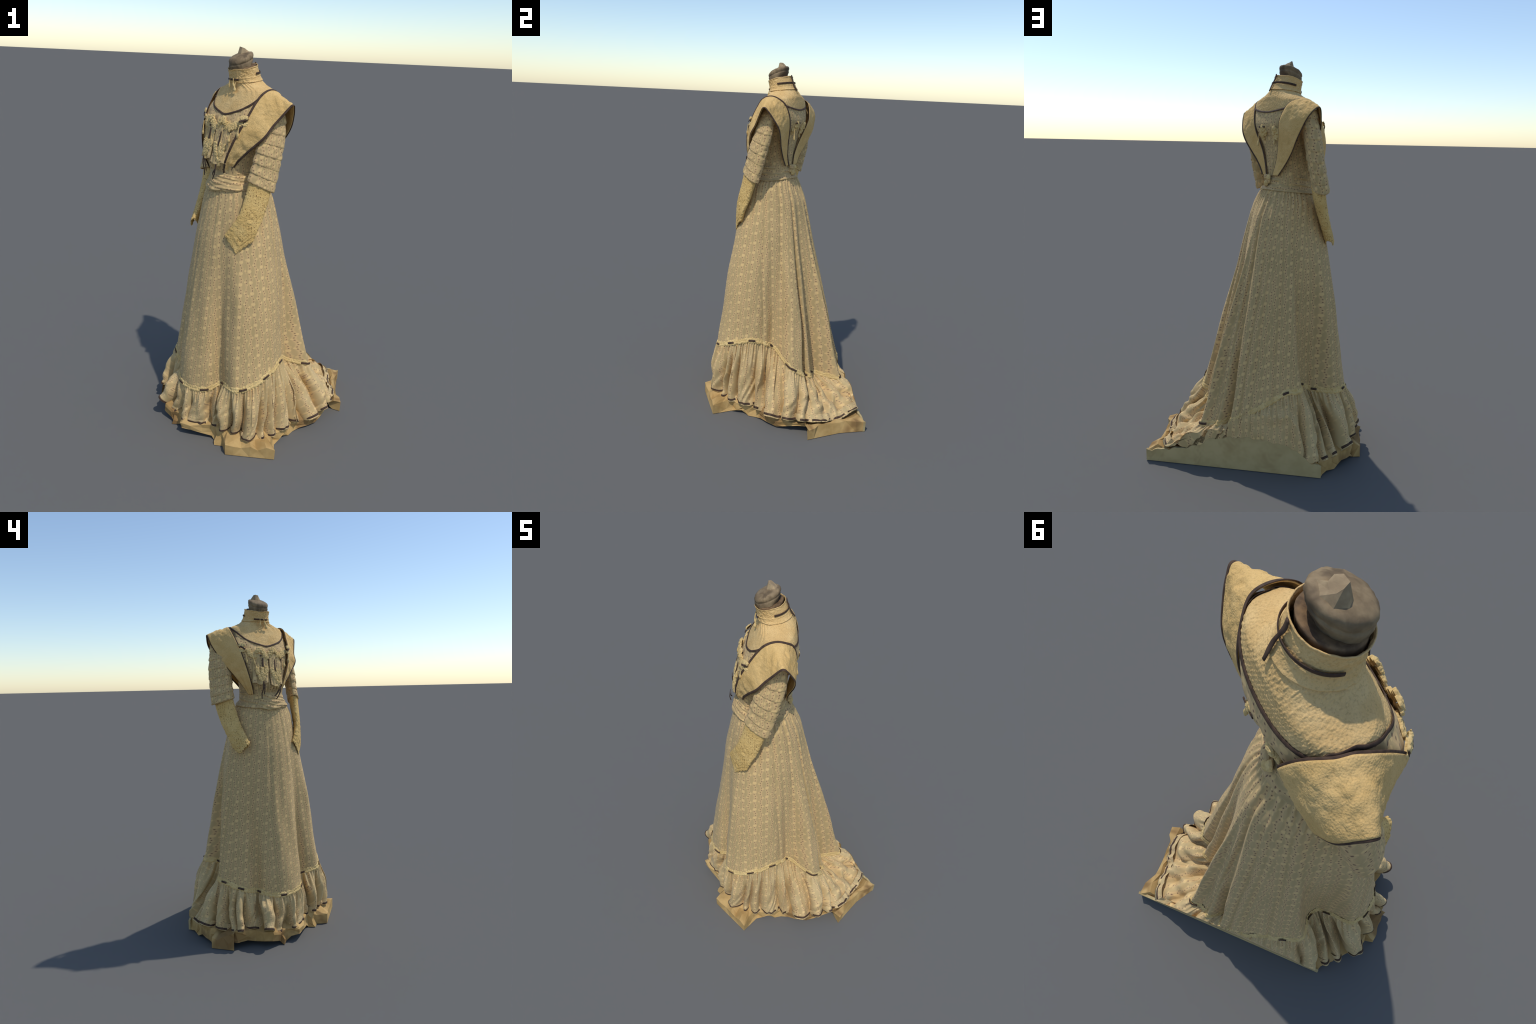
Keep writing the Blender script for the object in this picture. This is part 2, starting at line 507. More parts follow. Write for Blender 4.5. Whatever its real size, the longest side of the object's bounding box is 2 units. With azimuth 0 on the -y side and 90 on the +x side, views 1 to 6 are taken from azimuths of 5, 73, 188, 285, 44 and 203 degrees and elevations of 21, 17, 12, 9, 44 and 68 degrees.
def hem_point(t):
    r = periodic(HEM_A, HEM_R, t); z = periodic(HEM_A, HEM_Z, t)
    return np.stack([r*np.cos(t), .05+r*np.sin(t), z], -1)


def polar_resample_seam():
    """seam points of the skirt, as a function of the same parameter t"""
    return skirt_point(TR, seam_z(TR))


def build_ruffle():
    rows = 110
    v = np.linspace(0, 1, rows)[:, None, None]
    A = polar_resample_seam()[None]; B = hem_point(TR)[None]
    # profile: falls steeply at first, sweeps out to the hem
    hz = v**.92; hr = .35*v+.65*v**1.5
    # full bulge just below the gathering line
    P = A*0+np.concatenate([A[..., :2]*(1-hr)+B[..., :2]*hr, A[..., 2:]*(1-hz)+B[..., 2:]*hz], -1)
    N = grid_normals(P, True)
    out = P[..., :2]-np.array([0, .05])
    sgn = np.sign((N[..., :2]*out).sum(-1, keepdims=True)); N = N*np.where(sgn == 0, 1, sgn)
    tt = np.broadcast_to(TR[None], P.shape[:2]); vv = v[..., 0]+0*tt
    train = smooth(35, 60, np.degrees(tt))*smooth(150, 120, np.degrees(tt))
    sway = tt+.035*np.sin(vv*4+tt*5)*vv
    D = lobes(sway)*(.003+.037*smooth(0, .5, vv)-.004*smooth(.85, 1, vv))*(1-.5*train)
    fine = np.sin(tt*150+4*np.sin(tt*9))*.0042*(1-smooth(.0, .42, vv))+np.sin(tt*84+5*np.sin(tt*6))*.0035*np.exp(-((vv-.2)/.2)**2)
    crumple = np.sin(tt*53+vv*9+3*np.sin(vv*7+tt*11))*.0035*smooth(.2, .6, vv)+np.sin(vv*16+tt*23)*.0025*smooth(.3, .8, vv)+train*(np.sin(tt*31+vv*11+2*np.sin(vv*9))*.007+np.sin(tt*19-vv*17)*.005)*smooth(.15, .5, vv)
    bul = .016*np.sin(np.pi*np.clip(vv*1.15, 0, 1))**.8*(1-train*.4)
    D = D+(fine+crumple+bul)*1.0
    dg = np.degrees(tt)
    side = smooth(-25, -50, dg)+smooth(140, 165, dg)
    D = D-.012*side*smooth(.1, .6, vv)+.010*smooth(-5, 15, dg)*smooth(75, 55, dg)*smooth(.1, .6, vv)
    D = D*smooth(0, .04, vv)
    P = P+N*D[..., None]
    # hem hangs unevenly, lifted in the valleys
    P[..., 2] += (.006*np.sin(tt*9+1)*vv**3-.012*np.minimum(lobes(sway), 0)*vv**4)
    P = clamp_box(P)
    return P


RP = build_ruffle()
# turn the hem under so that it has an edge
last = RP[-1]; cen = np.array([0, .05, 0])
inn = last+(cen-last)*np.array([.02, .02, 0]); inn[:, 2] += .004
inn2 = last+(cen-last)*np.array([.06, .06, 0]); inn2[:, 2] += .03
ruffle_ob = grid_mesh('ruffle', np.concatenate([RP, inn[None], inn2[None]]), M_RUFFLE, True, 0)

# dark braid a little above the hem edge
RN = grid_normals(RP, True)
o = RP[..., :2]-np.array([0, .05]); RN = RN*np.sign((RN[..., :2]*o).sum(-1, keepdims=True)+1e-9)
row = 105
hem_c = RP[row]+RN[row]*.0012
show = (to_world(hem_c)[:, 1] < .40) & (lobes(TR) > -.55)
runs = np.flatnonzero(np.diff(show.astype(int)) != 0)+1
for a, b in zip(runs, np.r_[runs[1:], runs[0]+NR]):
    if show[a % NR] and b-a > 8:
        idx = np.arange(a, b) % NR
        ribbon('hem_braid', hem_c[idx], RN[row][idx], .0058, .0012, M_BRAID, seg=6)

# ================================================================== LACE BAND ON THE SEAM
def band_frame(t, off=0.0, dz=0.0):
    P = skirt_point(t, seam_z(t)+dz)
    e = 1e-3
    dt = skirt_point(t+e, seam_z(t+e)+dz)-skirt_point(t-e, seam_z(t-e)+dz)
    up = skirt_point(t, seam_z(t)+dz+.005)-P
    N = np.cross(dt, up); N /= np.linalg.norm(N, axis=-1, keepdims=True)
    o = P[..., :2]-np.array([0, .05]); N = N*np.sign((N[..., :2]*o).sum(-1, keepdims=True))
    return P+N*off, N


def build_band():
    rows = 11
    h = np.linspace(-1, 1, rows)[:, None]
    t = TR[None]+0*h
    scal = 1+.38*np.abs(np.sin(t*26+1.5*np.sin(t*4)))+.12*np.sin(t*140)
    hw = .0115*scal*np.where(h > 0, 1.15, 1.0)
    P, N = band_frame(t, 0, h*hw)
    n = vnoise(P.reshape(-1, 3), 120, 2).reshape(t.shape)
    P = P+N*(.0035*(1-h**4)+.0028*n+.004*(h < 0))[..., None]
    return clamp_box(P, .407)


grid_mesh('lace_band', build_band(), M_LACE, True, 0)

# short ribbon pieces threaded through the lace band
RIB = [(-174, 4), (-153, 4.5), (-137, 4.5), (-120, 4), (-98, 5), (-74, 5.5), (-58, 3.5), (-38, 5.5), (-18, 5.5), (3, 5), (21, 3.5),
       (38, 5.5), (53, 3.5), (70, 3), (87, 4), (112, 4), (133, 4), (152, 4), (170, 4)]
for a, ln in RIB:
    t = np.radians(np.linspace(a-ln/2*1.1, a+ln/2*1.1, 14))
    P, N = band_frame(t, .0085, .001)
    if to_world(P)[:, 1].max() > .395: continue
    ribbon('seam_ribbon', P, N, .0058, .0016, M_BRAID)

# ================================================================== BASE: crumpled muslin under the hem
GROUND_PTS = [(.20, .408), (.30, .408), (.38, .408), (.46, .408), (.541, .408), (.525, .261), (.534, .138), (.542, .058), (.455, .09), (.392, .070), (.384, -.01), (.381, -.076), (.286, -.136), (.245, -.205),
              (.185, -.212), (.172, -.293), (.180, -.406), (.05, -.407), (-.078, -.407), (-.10, -.345), (-.147, -.342), (-.16, -.263), (-.211, -.245),
              (-.316, -.198), (-.412, -.206), (-.38, -.16), (-.406, -.079), (-.415, .038), (-.499, .10), (-.543, .057), (-.543, .125), (-.543, .19), (-.47, .205),
              (-.406, .255), (-.414, .322), (-.363, .345), (-.349, .406), (-.25, .408), (-.15, .408)]


def build_base():
    G = np.array([(*p, 0.0) for p in GROUND_PTS]); G = to_local(G)
    # subdivide the outline a little
    V = []; F = []
    pts = []
    for i in range(len(G)-1):
        k = int(np.ceil(np.linalg.norm(G[i+1]-G[i])/.055))
        for j in range(k): pts.append(G[i]+(G[i+1]-G[i])*j/k)
    pts.append(G[-1]); pts = np.array(pts); n = len(pts)
    a = np.arctan2(pts[:, 1]-.05, pts[:, 0])
    hem = hem_point(a)
    rg = np.hypot(pts[:, 0], pts[:, 1]-.05); rh = np.hypot(hem[:, 0], hem[:, 1]-.05)
    # between the points that touch the floor the edge hangs clear of it, under the hem
    lift = np.clip(.985*rh-rg, 0, None)*((to_world(pts)[:, 1] < .38))
    pts[:, 0] *= (rg+lift)/rg; pts[:, 1] = .05+(pts[:, 1]-.05)*(rg+lift)/rg
    pts[:, 2] = np.clip(.55*lift, 0, .04)
    rg = rg+lift
    rnd = np.random.default_rng(5)
    mid = pts.copy(); ext = rg-rh
    wg = to_world(pts); clip = (np.abs(wg[:, 0]) > .535) | (wg[:, 1] < -.40)
    f = np.where(clip, .995, np.where(lift > 0, .995, .97))
    mid[:, 0] = pts[:, 0]*f; mid[:, 1] = .05+(pts[:, 1]-.05)*f
    mid[:, 2] = np.where((wg[:, 0] > .5) | (wg[:, 1] > .40), .055+.012*rnd.random(n), np.where(clip, .025+.05*rnd.random(n), .008+.03*rnd.random(n)))
    mid[:, 2] = np.maximum(mid[:, 2], pts[:, 2]+.006)
    mid[:, :2] += .014*(rnd.random((n, 2))-.5)
    up = hem.copy(); up[:, 0] = hem[:, 0]*.98; up[:, 1] = .05+(hem[:, 1]-.05)*.98; up[:, 2] = hem[:, 2]*.9+.012*rnd.random(n)
    half = (mid+up)/2; half[:, 2] += .022*(rnd.random(n)-.3); half[:, :2] += .018*(rnd.random((n, 2))-.5)
    inner = hem.copy(); inner[:, :2] = inner[:, :2]*.80+np.array([0, .01]); inner[:, 2] = .12
    dg = np.degrees(a); trn = smooth(30, 50, dg)*smooth(160, 140, dg); inner[:, 2] -= .075*trn; up[:, 2] -= .022*trn
    rings = [pts, mid, half, up, inner]
    V = np.concatenate([clamp_box(r, .4088) for r in rings])
    for k in range(len(rings)-1):
        for i in range(n-1):
            p, q, r, s = k*n+i, k*n+i+1, (k+1)*n+i+1, (k+1)*n+i
            if (i+k) % 2: F += [(p, q, r), (p, r, s)]
            else: F += [(p, q, s), (q, r, s)]
    V = np.concatenate([V, [[0, .1, .10]]])
    for i in range(n-1): F.append((4*n+i, 4*n+i+1, 5*n))
    return add_mesh('crumpled_underskirt', V, F, M_PETTI, smooth_shade=False)


build_base()
# flat cut face at the back
WT = [(.543, .058), (.466, .068), (.342, .090), (.256, .115), (.222, .150), (.12, .17), (.02, .18), (-.05, .175), (-.12, .165), (-.2, .15), (-.27, .10), (-.3, .075), (-.35, .060)]
wx = np.linspace(.543, -.352, 60); wz = np.interp(-wx, [-p[0] for p in WT], [p[1] for p in WT])
wz = wz+.004*np.sin(wx*70)+.003*np.sin(wx*131)
V = []; F = []
for y in (.41, .398):
    for x, z in zip(wx, wz): V += [(x, y, 0), (x, y, z)]
n = len(wx)
for i in range(n-1):
    a = 2*i; b = 2*n+2*i
    F += [(a, a+1, a+3, a+2), (b, b+2, b+3, b+1), (a+1, b+1, b+3, a+3), (a, a+2, b+2, b)]
F += [(0, 2*n, 2*n+1, 1), (2*n-2, 2*n-1, 4*n-1, 4*n-2)]
add_mesh('flat_cut_back', to_local(np.array(V)), F, M_WALL, smooth_shade=False)

# ================================================================== TORSO
BZ = [1.38, 1.42, 1.45, 1.50, 1.56, 1.62, 1.68, 1.702, 1.73, 1.76, 1.785, 1.808, 1.822, 1.84, 1.86, 1.88, 1.90, 1.92, 1.94]
B_A = [.116, .114, .114, .122, .137, .157, .176, .179, .180, .179, .177, .170, .138, .095, .075, .0695, .0695, .0685, .067]
B_F = [.125, .122, .122, .130, .132, .120, .097, .085, .072, .059, .046, .036, .032, .033, .038, .043, .047, .049, .050]
B_B = [.112, .108, .106, .104, .109, .122, .139, .143, .144, .141, .137, .133, .131, .123, .110, .097, .086, .078, .073]
YOKE_A = [-90, -77, -62, -45, -34, -20, 0, 25, 40, 60, 80, 90, 100, 120, 140, 155, 180, -160, -146, -135, -118, -103]
YOKE_Z = [1.700, 1.709, 1.726, 1.757, 1.782, 1.800, 1.812, 1.806, 1.781, 1.764, 1.755, 1.753, 1.755, 1.764, 1.781, 1.806, 1.812, 1.800, 1.782, 1.757, 1.726, 1.709]


def torso_point(t, z, off=0.0):
    a, f, bk = (spline(BZ, q, z) for q in (B_A, B_F, B_B))
    yc = (bk-f)/2; hb = (bk+f)/2
    n = 2.0+.55*smooth(1.84, 1.78, z)+.45*smooth(1.77, 1.70, z)
    c, s = np.cos(t), np.sin(t)
    a = a+np.where(c < 0, .024*smooth(1.45, 1.53, z)*smooth(1.77, 1.71, z)*smooth(.1, .6, -s), 0)
    r = (np.abs(c)**n+np.abs(s)**n)**(-1/n)
    return np.stack([(a+off)*c*r, yc+(hb+off)*s*r, z+0*t], -1)


NB = 420
TB = np.linspace(-np.pi, np.pi, NB, endpoint=False)


def yoke_z(t): return periodic(YOKE_A, YOKE_Z, t)


def build_bodice():
    rows = 130
    v = np.linspace(0, 1, rows)[:, None]
    z = 1.40*(1-v)+yoke_z(TB)[None]*v
    t = TB[None]+0*z
    P = torso_point(t, z)
    N = grid_normals(P, True); o = P[..., :2]-np.array([0, .02]); N = N*np.sign((N[..., :2]*o).sum(-1, keepdims=True)+1e-9)
    front = np.exp(-((np.degrees(t)+90)/42)**2); back = np.exp(-((np.degrees(t)-90)/30)**2)
    d = front*np.sin(t*38+2.5*np.sin(z*11))*.0055*smooth(1.66, 1.5, z)*smooth(1.42, 1.46, z)
    d += front*.018*np.exp(-((z-1.475)/.035)**2)
    d += back*np.sin(t*34)*.003*smooth(1.62, 1.48, z)
    d += back*.011*np.exp(-((z-1.69)/.035)**2)
    d += np.sin(t*21+z*60)*.0012
    return P+N*d[..., None]


grid_mesh('bodice', build_bodice(), M_BODICE, True, 0)


def build_yoke():
    rows = 80
    v = np.linspace(0, 1, rows)[:, None]
    z = yoke_z(TB)[None]*(1-v)+1.865*v
    t = TB[None]+0*z
    P = torso_point(t, z)
    N = grid_normals(P, True); o = P-np.array([0, .03, 1.75]); N = N*np.sign((N*o).sum(-1, keepdims=True)+1e-9)
    n = vnoise(P.reshape(-1, 3), 55, 3, 2.0).reshape(t.shape)
    dots = np.sin(P[..., 0]*620)*np.sin(P[..., 2]*560+P[..., 1]*420)
    fr = np.exp(-((np.degrees(t)+70)/50)**2)
    d = .0010*n+.0016*np.maximum(dots, 0)**1.5*(.35+.65*smooth(-.2, .4, np.sin(t)))+fr*np.sin(t*26+3*np.sin(z*24)+2*np.sin(t*7))*.0013*smooth(1.76, 1.83, z)
    return P+N*(d*smooth(0, .06, v))[..., None]


grid_mesh('yoke', build_yoke(), M_YOKE, True, 0)

# ---- collar: stand-up band, lower in front
def collar_point(t, v, off=0.0):
    s = np.sin(t)
    zb = 1.852+.010*s; zt = 1.914+.016*s
    z = zb*(1-v)+zt*v
    return torso_point(t, z, off)


def build_collar():
    v = np.linspace(0, 1, 60)[:, None]
    t = TB[None]+0*v
    base = .0042+.0022*np.exp(-((v-.97)/.05)**2)+.0015*np.exp(-((v-.02)/.04)**2)+.0016*np.exp(-((v-.32)/.03)**2)
    P = collar_point(t, v)
    N = P-np.array([0, .025, 0]); N[..., 2] = 0; N /= np.linalg.norm(N, axis=-1, keepdims=True)
    n = vnoise(P.reshape(-1, 3), 95, 3, 5.0).reshape(t.shape)
    front = .4+.6*smooth(.4, -.3, np.sin(t))
    P = P+N*(base+.0024*n*front*smooth(1.0, .85, v))[..., None]
    P[..., 2] += .0014*np.sin(t*5+1)*v**2+.0006*np.sin(t*17)*v
    return P


grid_mesh('collar', build_collar(), M_YOKE, True, .003, flip=False)


def collar_ribbon(t0, t1, v0, v1, hw=.0048):
    t = np.radians(np.linspace(t0, t1, 40)); v = np.linspace(v0, v1, 40)
    P = collar_point(t, v, .0085); N = P-np.array([0, .025, 0]); N[:, 2] = 0
    ribbon('collar_ribbon', P, N/np.linalg.norm(N, axis=1, keepdims=True), hw, .0014, M_BRAID)


collar_ribbon(5, 178, .52, .46)
collar_ribbon(-125, -66, .22, .22, .0042)
# upright back closing tape
vv = np.linspace(-.12, 1.08, 24)
P = collar_point(np.radians(80+0*vv), vv, .011); P[:, 0] += .004*np.sin(vv*5)
ribbon('collar_tape', P, np.tile(np.array([[.1, 1, 0.]]), (24, 1)), .0050+.001*np.sin(vv*9), .002, M_BRAID)

# ================================================================== NECK OF THE DRESS FORM
def ring_stack(name, prof, mat, tilt=.35, seg=96, cap=True, seed=0., rough=.0012, cy=.012):
    """prof: list of (z, half width x, half depth y); rings tilt forward."""
    t = np.linspace(0, 2*np.pi, seg, endpoint=False)
    R = []
    for z, a, b in prof:
        p = np.stack([a*np.cos(t), cy+b*np.sin(t), z+tilt*b*np.sin(t)], -1); R.append(p)
    P = np.array(R)
    n = vnoise(P.reshape(-1, 3), 60, 3, seed).reshape(P.shape[:2])
    o = P-np.array([0, cy, 1.93]); o /= np.linalg.norm(o, axis=-1, keepdims=True)
    P = P+o*(n*rough)[..., None]
    V = P.reshape(-1, 3); F = [tuple(f) for f in grid_faces(seg, len(prof), True)]
    if cap: F.append(tuple((len(prof)-1)*seg+j for j in range(seg)))
    return add_mesh(name, V, F, mat)


ring_stack('neck_band', [(1.884, .063, .0560), (1.898, .064, .0568), (1.912, .064, .0568), (1.916, .062, .056), (1.917, .058, .054), (1.916, .046, .042), (1.914, .034, .030)], M_NECKBAND, .26, cap=False, seed=3, cy=.0145)
ring_stack('dress_form_neck', [(1.905, .054, .045), (1.920, .056, .049), (1.930, .058, .055), (1.935, .057, .055), (1.9375, .055, .053), (1.940, .0565, .0545), (1.948, .058, .056), (1.956, .0565, .0545),
                               (1.961, .052, .050), (1.965, .043, .042), (1.968, .031, .030), (1.970, .016, .016), (1.971, .004, .004)], M_NECK, .40, seed=9, rough=.0025, cy=.002)
# faceted lump on top
lump = bmesh.new()
ring0 = [(-.036, .012), (-.022, -.004), (.004, -.004), (.026, .010), (.028, .036), (-.002, .046), (-.030, .036)]
ring1 = [(-.020, .016), (-.014, .004), (.004, .004), (.012, .014), (.008, .026), (-.006, .030), (-.018, .026)]
vs0 = [lump.verts.new((x, y, 1.962+.40*(y-.002))) for x, y in ring0]
zt = [1.999, 2.0, 1.997, 1.993, 1.988, 1.988, 1.992]
vs1 = [lump.verts.new((x, y, z)) for (x, y), z in zip(ring1, zt)]
for i in range(7):
    j = (i+1) % 7
    lump.faces.new((vs0[i], vs0[j], vs1[j])); lump.faces.new((vs0[i], vs1[j], vs1[i]))
lump.faces.new(vs1)
me = bpy.data.meshes.new('neck_cap'); lump.to_mesh(me); lump.free()
cap = bpy.data.objects.new('neck_cap', me); bpy.context.collection.objects.link(cap); cap.parent = ROOT; me.materials.append(M_STONE)

# ================================================================== SHOULDER PANELS (bertha)
IN_L = [(.044, -.118, 1.43), (.075, -.134, 1.50), (.118, -.118, 1.60), (.149, -.078, 1.69), (.161, -.036, 1.762), (.171, -.004, 1.80), (.173, .039, 1.816),
        (.168, .08, 1.808), (.139, .112, 1.778), (.120, .130, 1.723), (.104, .130, 1.665), (.075, .112, 1.58), (.058, .104, 1.507), (.042, .108, 1.445)]
OUT_L = [(.066, -.100, 1.43), (.11, -.098, 1.488), (.170, -.073, 1.552), (.230, -.038, 1.615), (.246, -.003, 1.665), (.270, .029, 1.712), (.294, .063, 1.758),
         (.284, .083, 1.742), (.262, .104, 1.705), (.232, .123, 1.658), (.204, .122, 1.612), (.164, .110, 1.557), (.117, .102, 1.499), (.081, .104, 1.448)]
IN_R = [(-.098, -.095, 1.43), (-.125, -.110, 1.50), (-.154, -.100, 1.60), (-.170, -.062, 1.69), (-.180, -.014, 1.762), (-.182, .022, 1.797), (-.176, .055, 1.808),
        (-.168, .085, 1.803), (-.142, .126, 1.782), (-.115, .148, 1.722), (-.102, .146, 1.68), (-.064, .118, 1.58), (-.033, .106, 1.507), (-.012, .109, 1.447)]
OUT_R = [(-.108, -.060, 1.43), (-.146, -.044, 1.488), (-.192, -.020, 1.552), (-.235, .014, 1.615), (-.262, .036, 1.665), (-.285, .056, 1.712), (-.298, .076, 1.762),
         (-.288, .099, 1.750), (-.270, .122, 1.715), (-.240, .130, 1.665), (-.214, .131, 1.625), (-.160, .118, 1.557), (-.098, .108, 1.495), (-.053, .110, 1.447)]


def build_panel(inn, out, side):
    n, m = 190, 30
    A = curve_ctrl(inn, n); B = curve_ctrl(out, n)
    u = np.linspace(0, 1, m)[None, :, None]
    P = A[:, None]*(1-u)+B[:, None]*u
    N = grid_normals(P, False)
    c = np.array([side*.10, .02, 1.60])
    o = P-c; N = N*np.sign((N*o).sum(-1, keepdims=True)+1e-9)
    w = np.linalg.norm(A-B, axis=1)[:, None]
    uu = u[..., 0]
    bul = .02*w*4*uu*(1-uu)
    n1 = vnoise(P.reshape(-1, 3), 28, 3, 4.0+side).reshape(n, m); n2 = vnoise(P.reshape(-1, 3), 85, 2, 8.0).reshape(n, m)
    s = np.linspace(0, 1, n)[:, None]
    top = np.exp(-((s-.5)/.16)**2)
    edge = smooth(0, .12, uu)*smooth(1, .88, uu)
    drape = np.sin(uu*14+s*9)*.0022*smooth(.2, .05, s)+np.sin(s*120)*.0018*smooth(.34, .12, s)*smooth(.2, .5, uu)
    dots = np.maximum(np.sin(P[..., 0]*420+P[..., 1]*180)*np.sin(P[..., 2]*430), 0)*.0007
    d = .004+bul+edge*(n1*.0055*(.35+.65*top)+n2*.0016+drape+dots)
    P = P+N*d[..., None]
    ob = grid_mesh('shoulder_panel', P, M_PANEL, False, .0035, flip=False)
    # make sure the thickness goes inwards
    for col, nm in ((0, 'braid_edge'), (m-1, 'braid_edge')):
        C = P[:, col]
        ribbon(nm, C+N[:, col]*.001, N[:, col], .0054, .0013, M_BRAID, parent=ob)
    return ob, P


panel_l, PL = build_panel(IN_L, OUT_L, 1)
panel_r, PR = build_panel(IN_R, OUT_R, -1)

# braid round the yoke
ty = TB
YP = torso_point(ty, yoke_z(ty), .003)
YN = np.stack([np.cos(ty), np.sin(ty), .6+0*ty], -1)
ribbon('yoke_braid', YP, YN, .0048, .0012, M_BRAID, closed=True)

# ================================================================== BELT AND SASH
def belt_point(t, z, off):
    xm, xp, yf, yb = (spline(SZ, q, z) for q in (S_XM, S_XP, S_YF, S_YB))
    c, s = np.cos(t), np.sin(t)
    return np.stack([np.where(c > 0, xp+off, xm+off)*c, np.where(s > 0, yb+off, yf+off)*s, z+0*t], -1)


def build_belt():
    v = np.linspace(0, 1, 46)[:, None]; t = TB[None]+0*v
    zb = 1.362+.014*np.sin(t); zt = 1.438+.012*np.sin(t)
    z = zb*(1-v)+zt*v
    f = .0028*np.sin(v*13+1.6*np.sin(t*2+.7)+np.sin(t*5))+.0016*np.sin(v*29+t*4)
    e = .003*np.exp(-((v-.02)/.05)**2)+.002*np.exp(-((v-.98)/.05)**2)
    return belt_point(t, z, .0055+f+e)


grid_mesh('belt', build_belt(), M_BELT, True, .003)


def build_sash():
    n = 90
    t = np.radians(np.linspace(-128, -32, n))[None]; v = np.linspace(0, 1, 44)[:, None]
    t = t+0*v
    dip = np.exp(-((np.degrees(t)+97)/26)**2)
    zb = 1.360-.022*dip; zt = 1.436+0*t
    z = zb*(1-v)+zt*v
    k = v+.10*np.sin(np.radians(np.degrees(t)+97)*1.5)
    f = .0050*np.abs(np.sin(k*9.5+.5*np.sin(t*7)))+.0018*np.sin(k*31+t*9)
    end = smooth(-128, -118, np.degrees(t))*smooth(-32, -36, np.degrees(t))
    return belt_point(t, z, .0085+f*.8*end+.001*end)


grid_mesh('front_sash', build_sash(), M_BELT, False, .004)

# ================================================================== SLEEVES
def tube(path, n):
    return curve_ctrl(path, n)


def build_sleeve(path, major, minor, dirs, tilt, name):
    """path of centres; major/minor half axes and major direction per control point"""
    rows = 150; seg = 96
    C = curve_ctrl(path, rows)
    k = np.linspace(0, 1, len(path)); s = np.linspace(0, 1, rows)
    A = np.interp(s, k, major); B = np.interp(s, k, minor); an = np.radians(np.interp(s, k, dirs))
    t = np.linspace(0, 2*np.pi, seg, endpoint=False)
    tiers = 8
    ph = (s*tiers) % 1.0
    step = .0034*ph**1.1*smooth(0, .04, s)
    h = np.stack([np.cos(an), np.sin(an), 0*an], -1); g = np.stack([-np.sin(an), np.cos(an), 0*an], -1)
    tl = np.interp(s, k, tilt)
    gather = 1+.02*np.sin(t*13)[None]*ph[:, None]+.012*np.sin(t*7+s[:, None]*20)
    P = C[:, None]+h[:, None]*((A+step)[:, None]*np.cos(t)*gather)[..., None]+g[:, None]*((B+step)[:, None]*np.sin(t)*gather)[..., None]
    P[..., 2] += tl[:, None]*np.cos(t)
    nz = vnoise(P.reshape(-1, 3), 40, 2, 1.0).reshape(P.shape[:2])
    d = P-C[:, None]; d[..., 2] = 0; d /= np.linalg.norm(d, axis=-1, keepdims=True)
    P = P+d*(nz*.003)[..., None]
    x0, y0 = C[:, 0].mean(), C[:, 1].mean()
    sl = np.polyfit(C[:, 2], C[:, 0], 1); sy = np.polyfit(C[:, 2], C[:, 1], 1)
    mat = fabric_material('printed_muslin_sleeve', 'wrap', (sl[1], sy[1], sl[0], sy[0]), 1, w=.026, radius=.052)
    return grid_mesh(name, P, mat, True, .004)


# left: flattened, long axis runs front-back; right: long axis runs outwards and back
SL_PATH = [(.192, .050, 1.745), (.208, .046, 1.70), (.217, .030, 1.62), (.220, .006, 1.54), (.219, -.014, 1.46), (.219, -.036, 1.388)]
SR_PATH = [(-.212, .070, 1.760), (-.222, .066, 1.70), (-.236, .053, 1.62), (-.243, .040, 1.54), (-.247, .022, 1.46), (-.250, .004, 1.39)]
build_sleeve(SL_PATH, [.036, .044, .053, .058, .059, .060], [.028, .030, .029, .028, .027, .027], [75, 72, 68, 65, 62, 60], [0, -.005, -.012, -.018, -.024, -.028], 'sleeve')
build_sleeve(SR_PATH, [.050, .056, .058, .060, .060, .061], [.042, .041, .038, .036, .036, .036], [-32, -32, -32, -32, -32, -32], [0, .004, .008, .012, .016, .018], 'sleeve')


def build_cuff(path, major, minor, dirs, point, shift):
    rows = 110; seg = 120
    C = curve_ctrl(path, rows); k = np.linspace(0, 1, len(path)); s = np.linspace(0, 1, rows)
    A = np.interp(s, k, major); B = np.interp(s, k, minor); an = np.radians(np.interp(s, k, dirs))
    t = np.linspace(0, 2*np.pi, seg, endpoint=False)
    h = np.stack([np.cos(an), np.sin(an), 0*an], -1); g = np.stack([-np.sin(an), np.cos(an), 0*an], -1)
    P = C[:, None]+h[:, None]*(A[:, None]*np.cos(t))[..., None]+g[:, None]*(B[:, None]*np.sin(t))[..., None]
    # pointed end: the long edge runs down to a tip
    tip = np.clip(1-np.abs(np.cos(t)-shift)/(1+np.abs(shift)), 0, 1)
    ax = C[-1]-C[-12]; ax /= np.linalg.norm(ax)
    ext = point*tip[None]*(s**3)[:, None]
    P = P+np.array([ax[0]*.35, ax[1]*.35, -1.0])*ext[..., None]
    # scalloped edge
    P[..., 2] += .004*np.sin(t*17)[None]*(s**14)[:, None]
    nz = vnoise(P.reshape(-1, 3), 75, 3, 6.0).reshape(P.shape[:2])
    fine = vnoise(P.reshape(-1, 3), 190, 2, 3.0).reshape(P.shape[:2])
    d = P-C[:, None]; d[..., 2] = 0; d /= np.linalg.norm(d, axis=-1, keepdims=True)
    fl = smooth(.15, .6, s)[:, None]
    P = P+d*((nz*.0026+fine*.0016)*(.35+.65*fl)+.0012*np.sin(s[:, None]*80+1.5*np.sin(t*5)[None])*smooth(.65, .9, s)[:, None])[..., None]
    return grid_mesh('lace_cuff', P, M_CUFF, True, .0025)


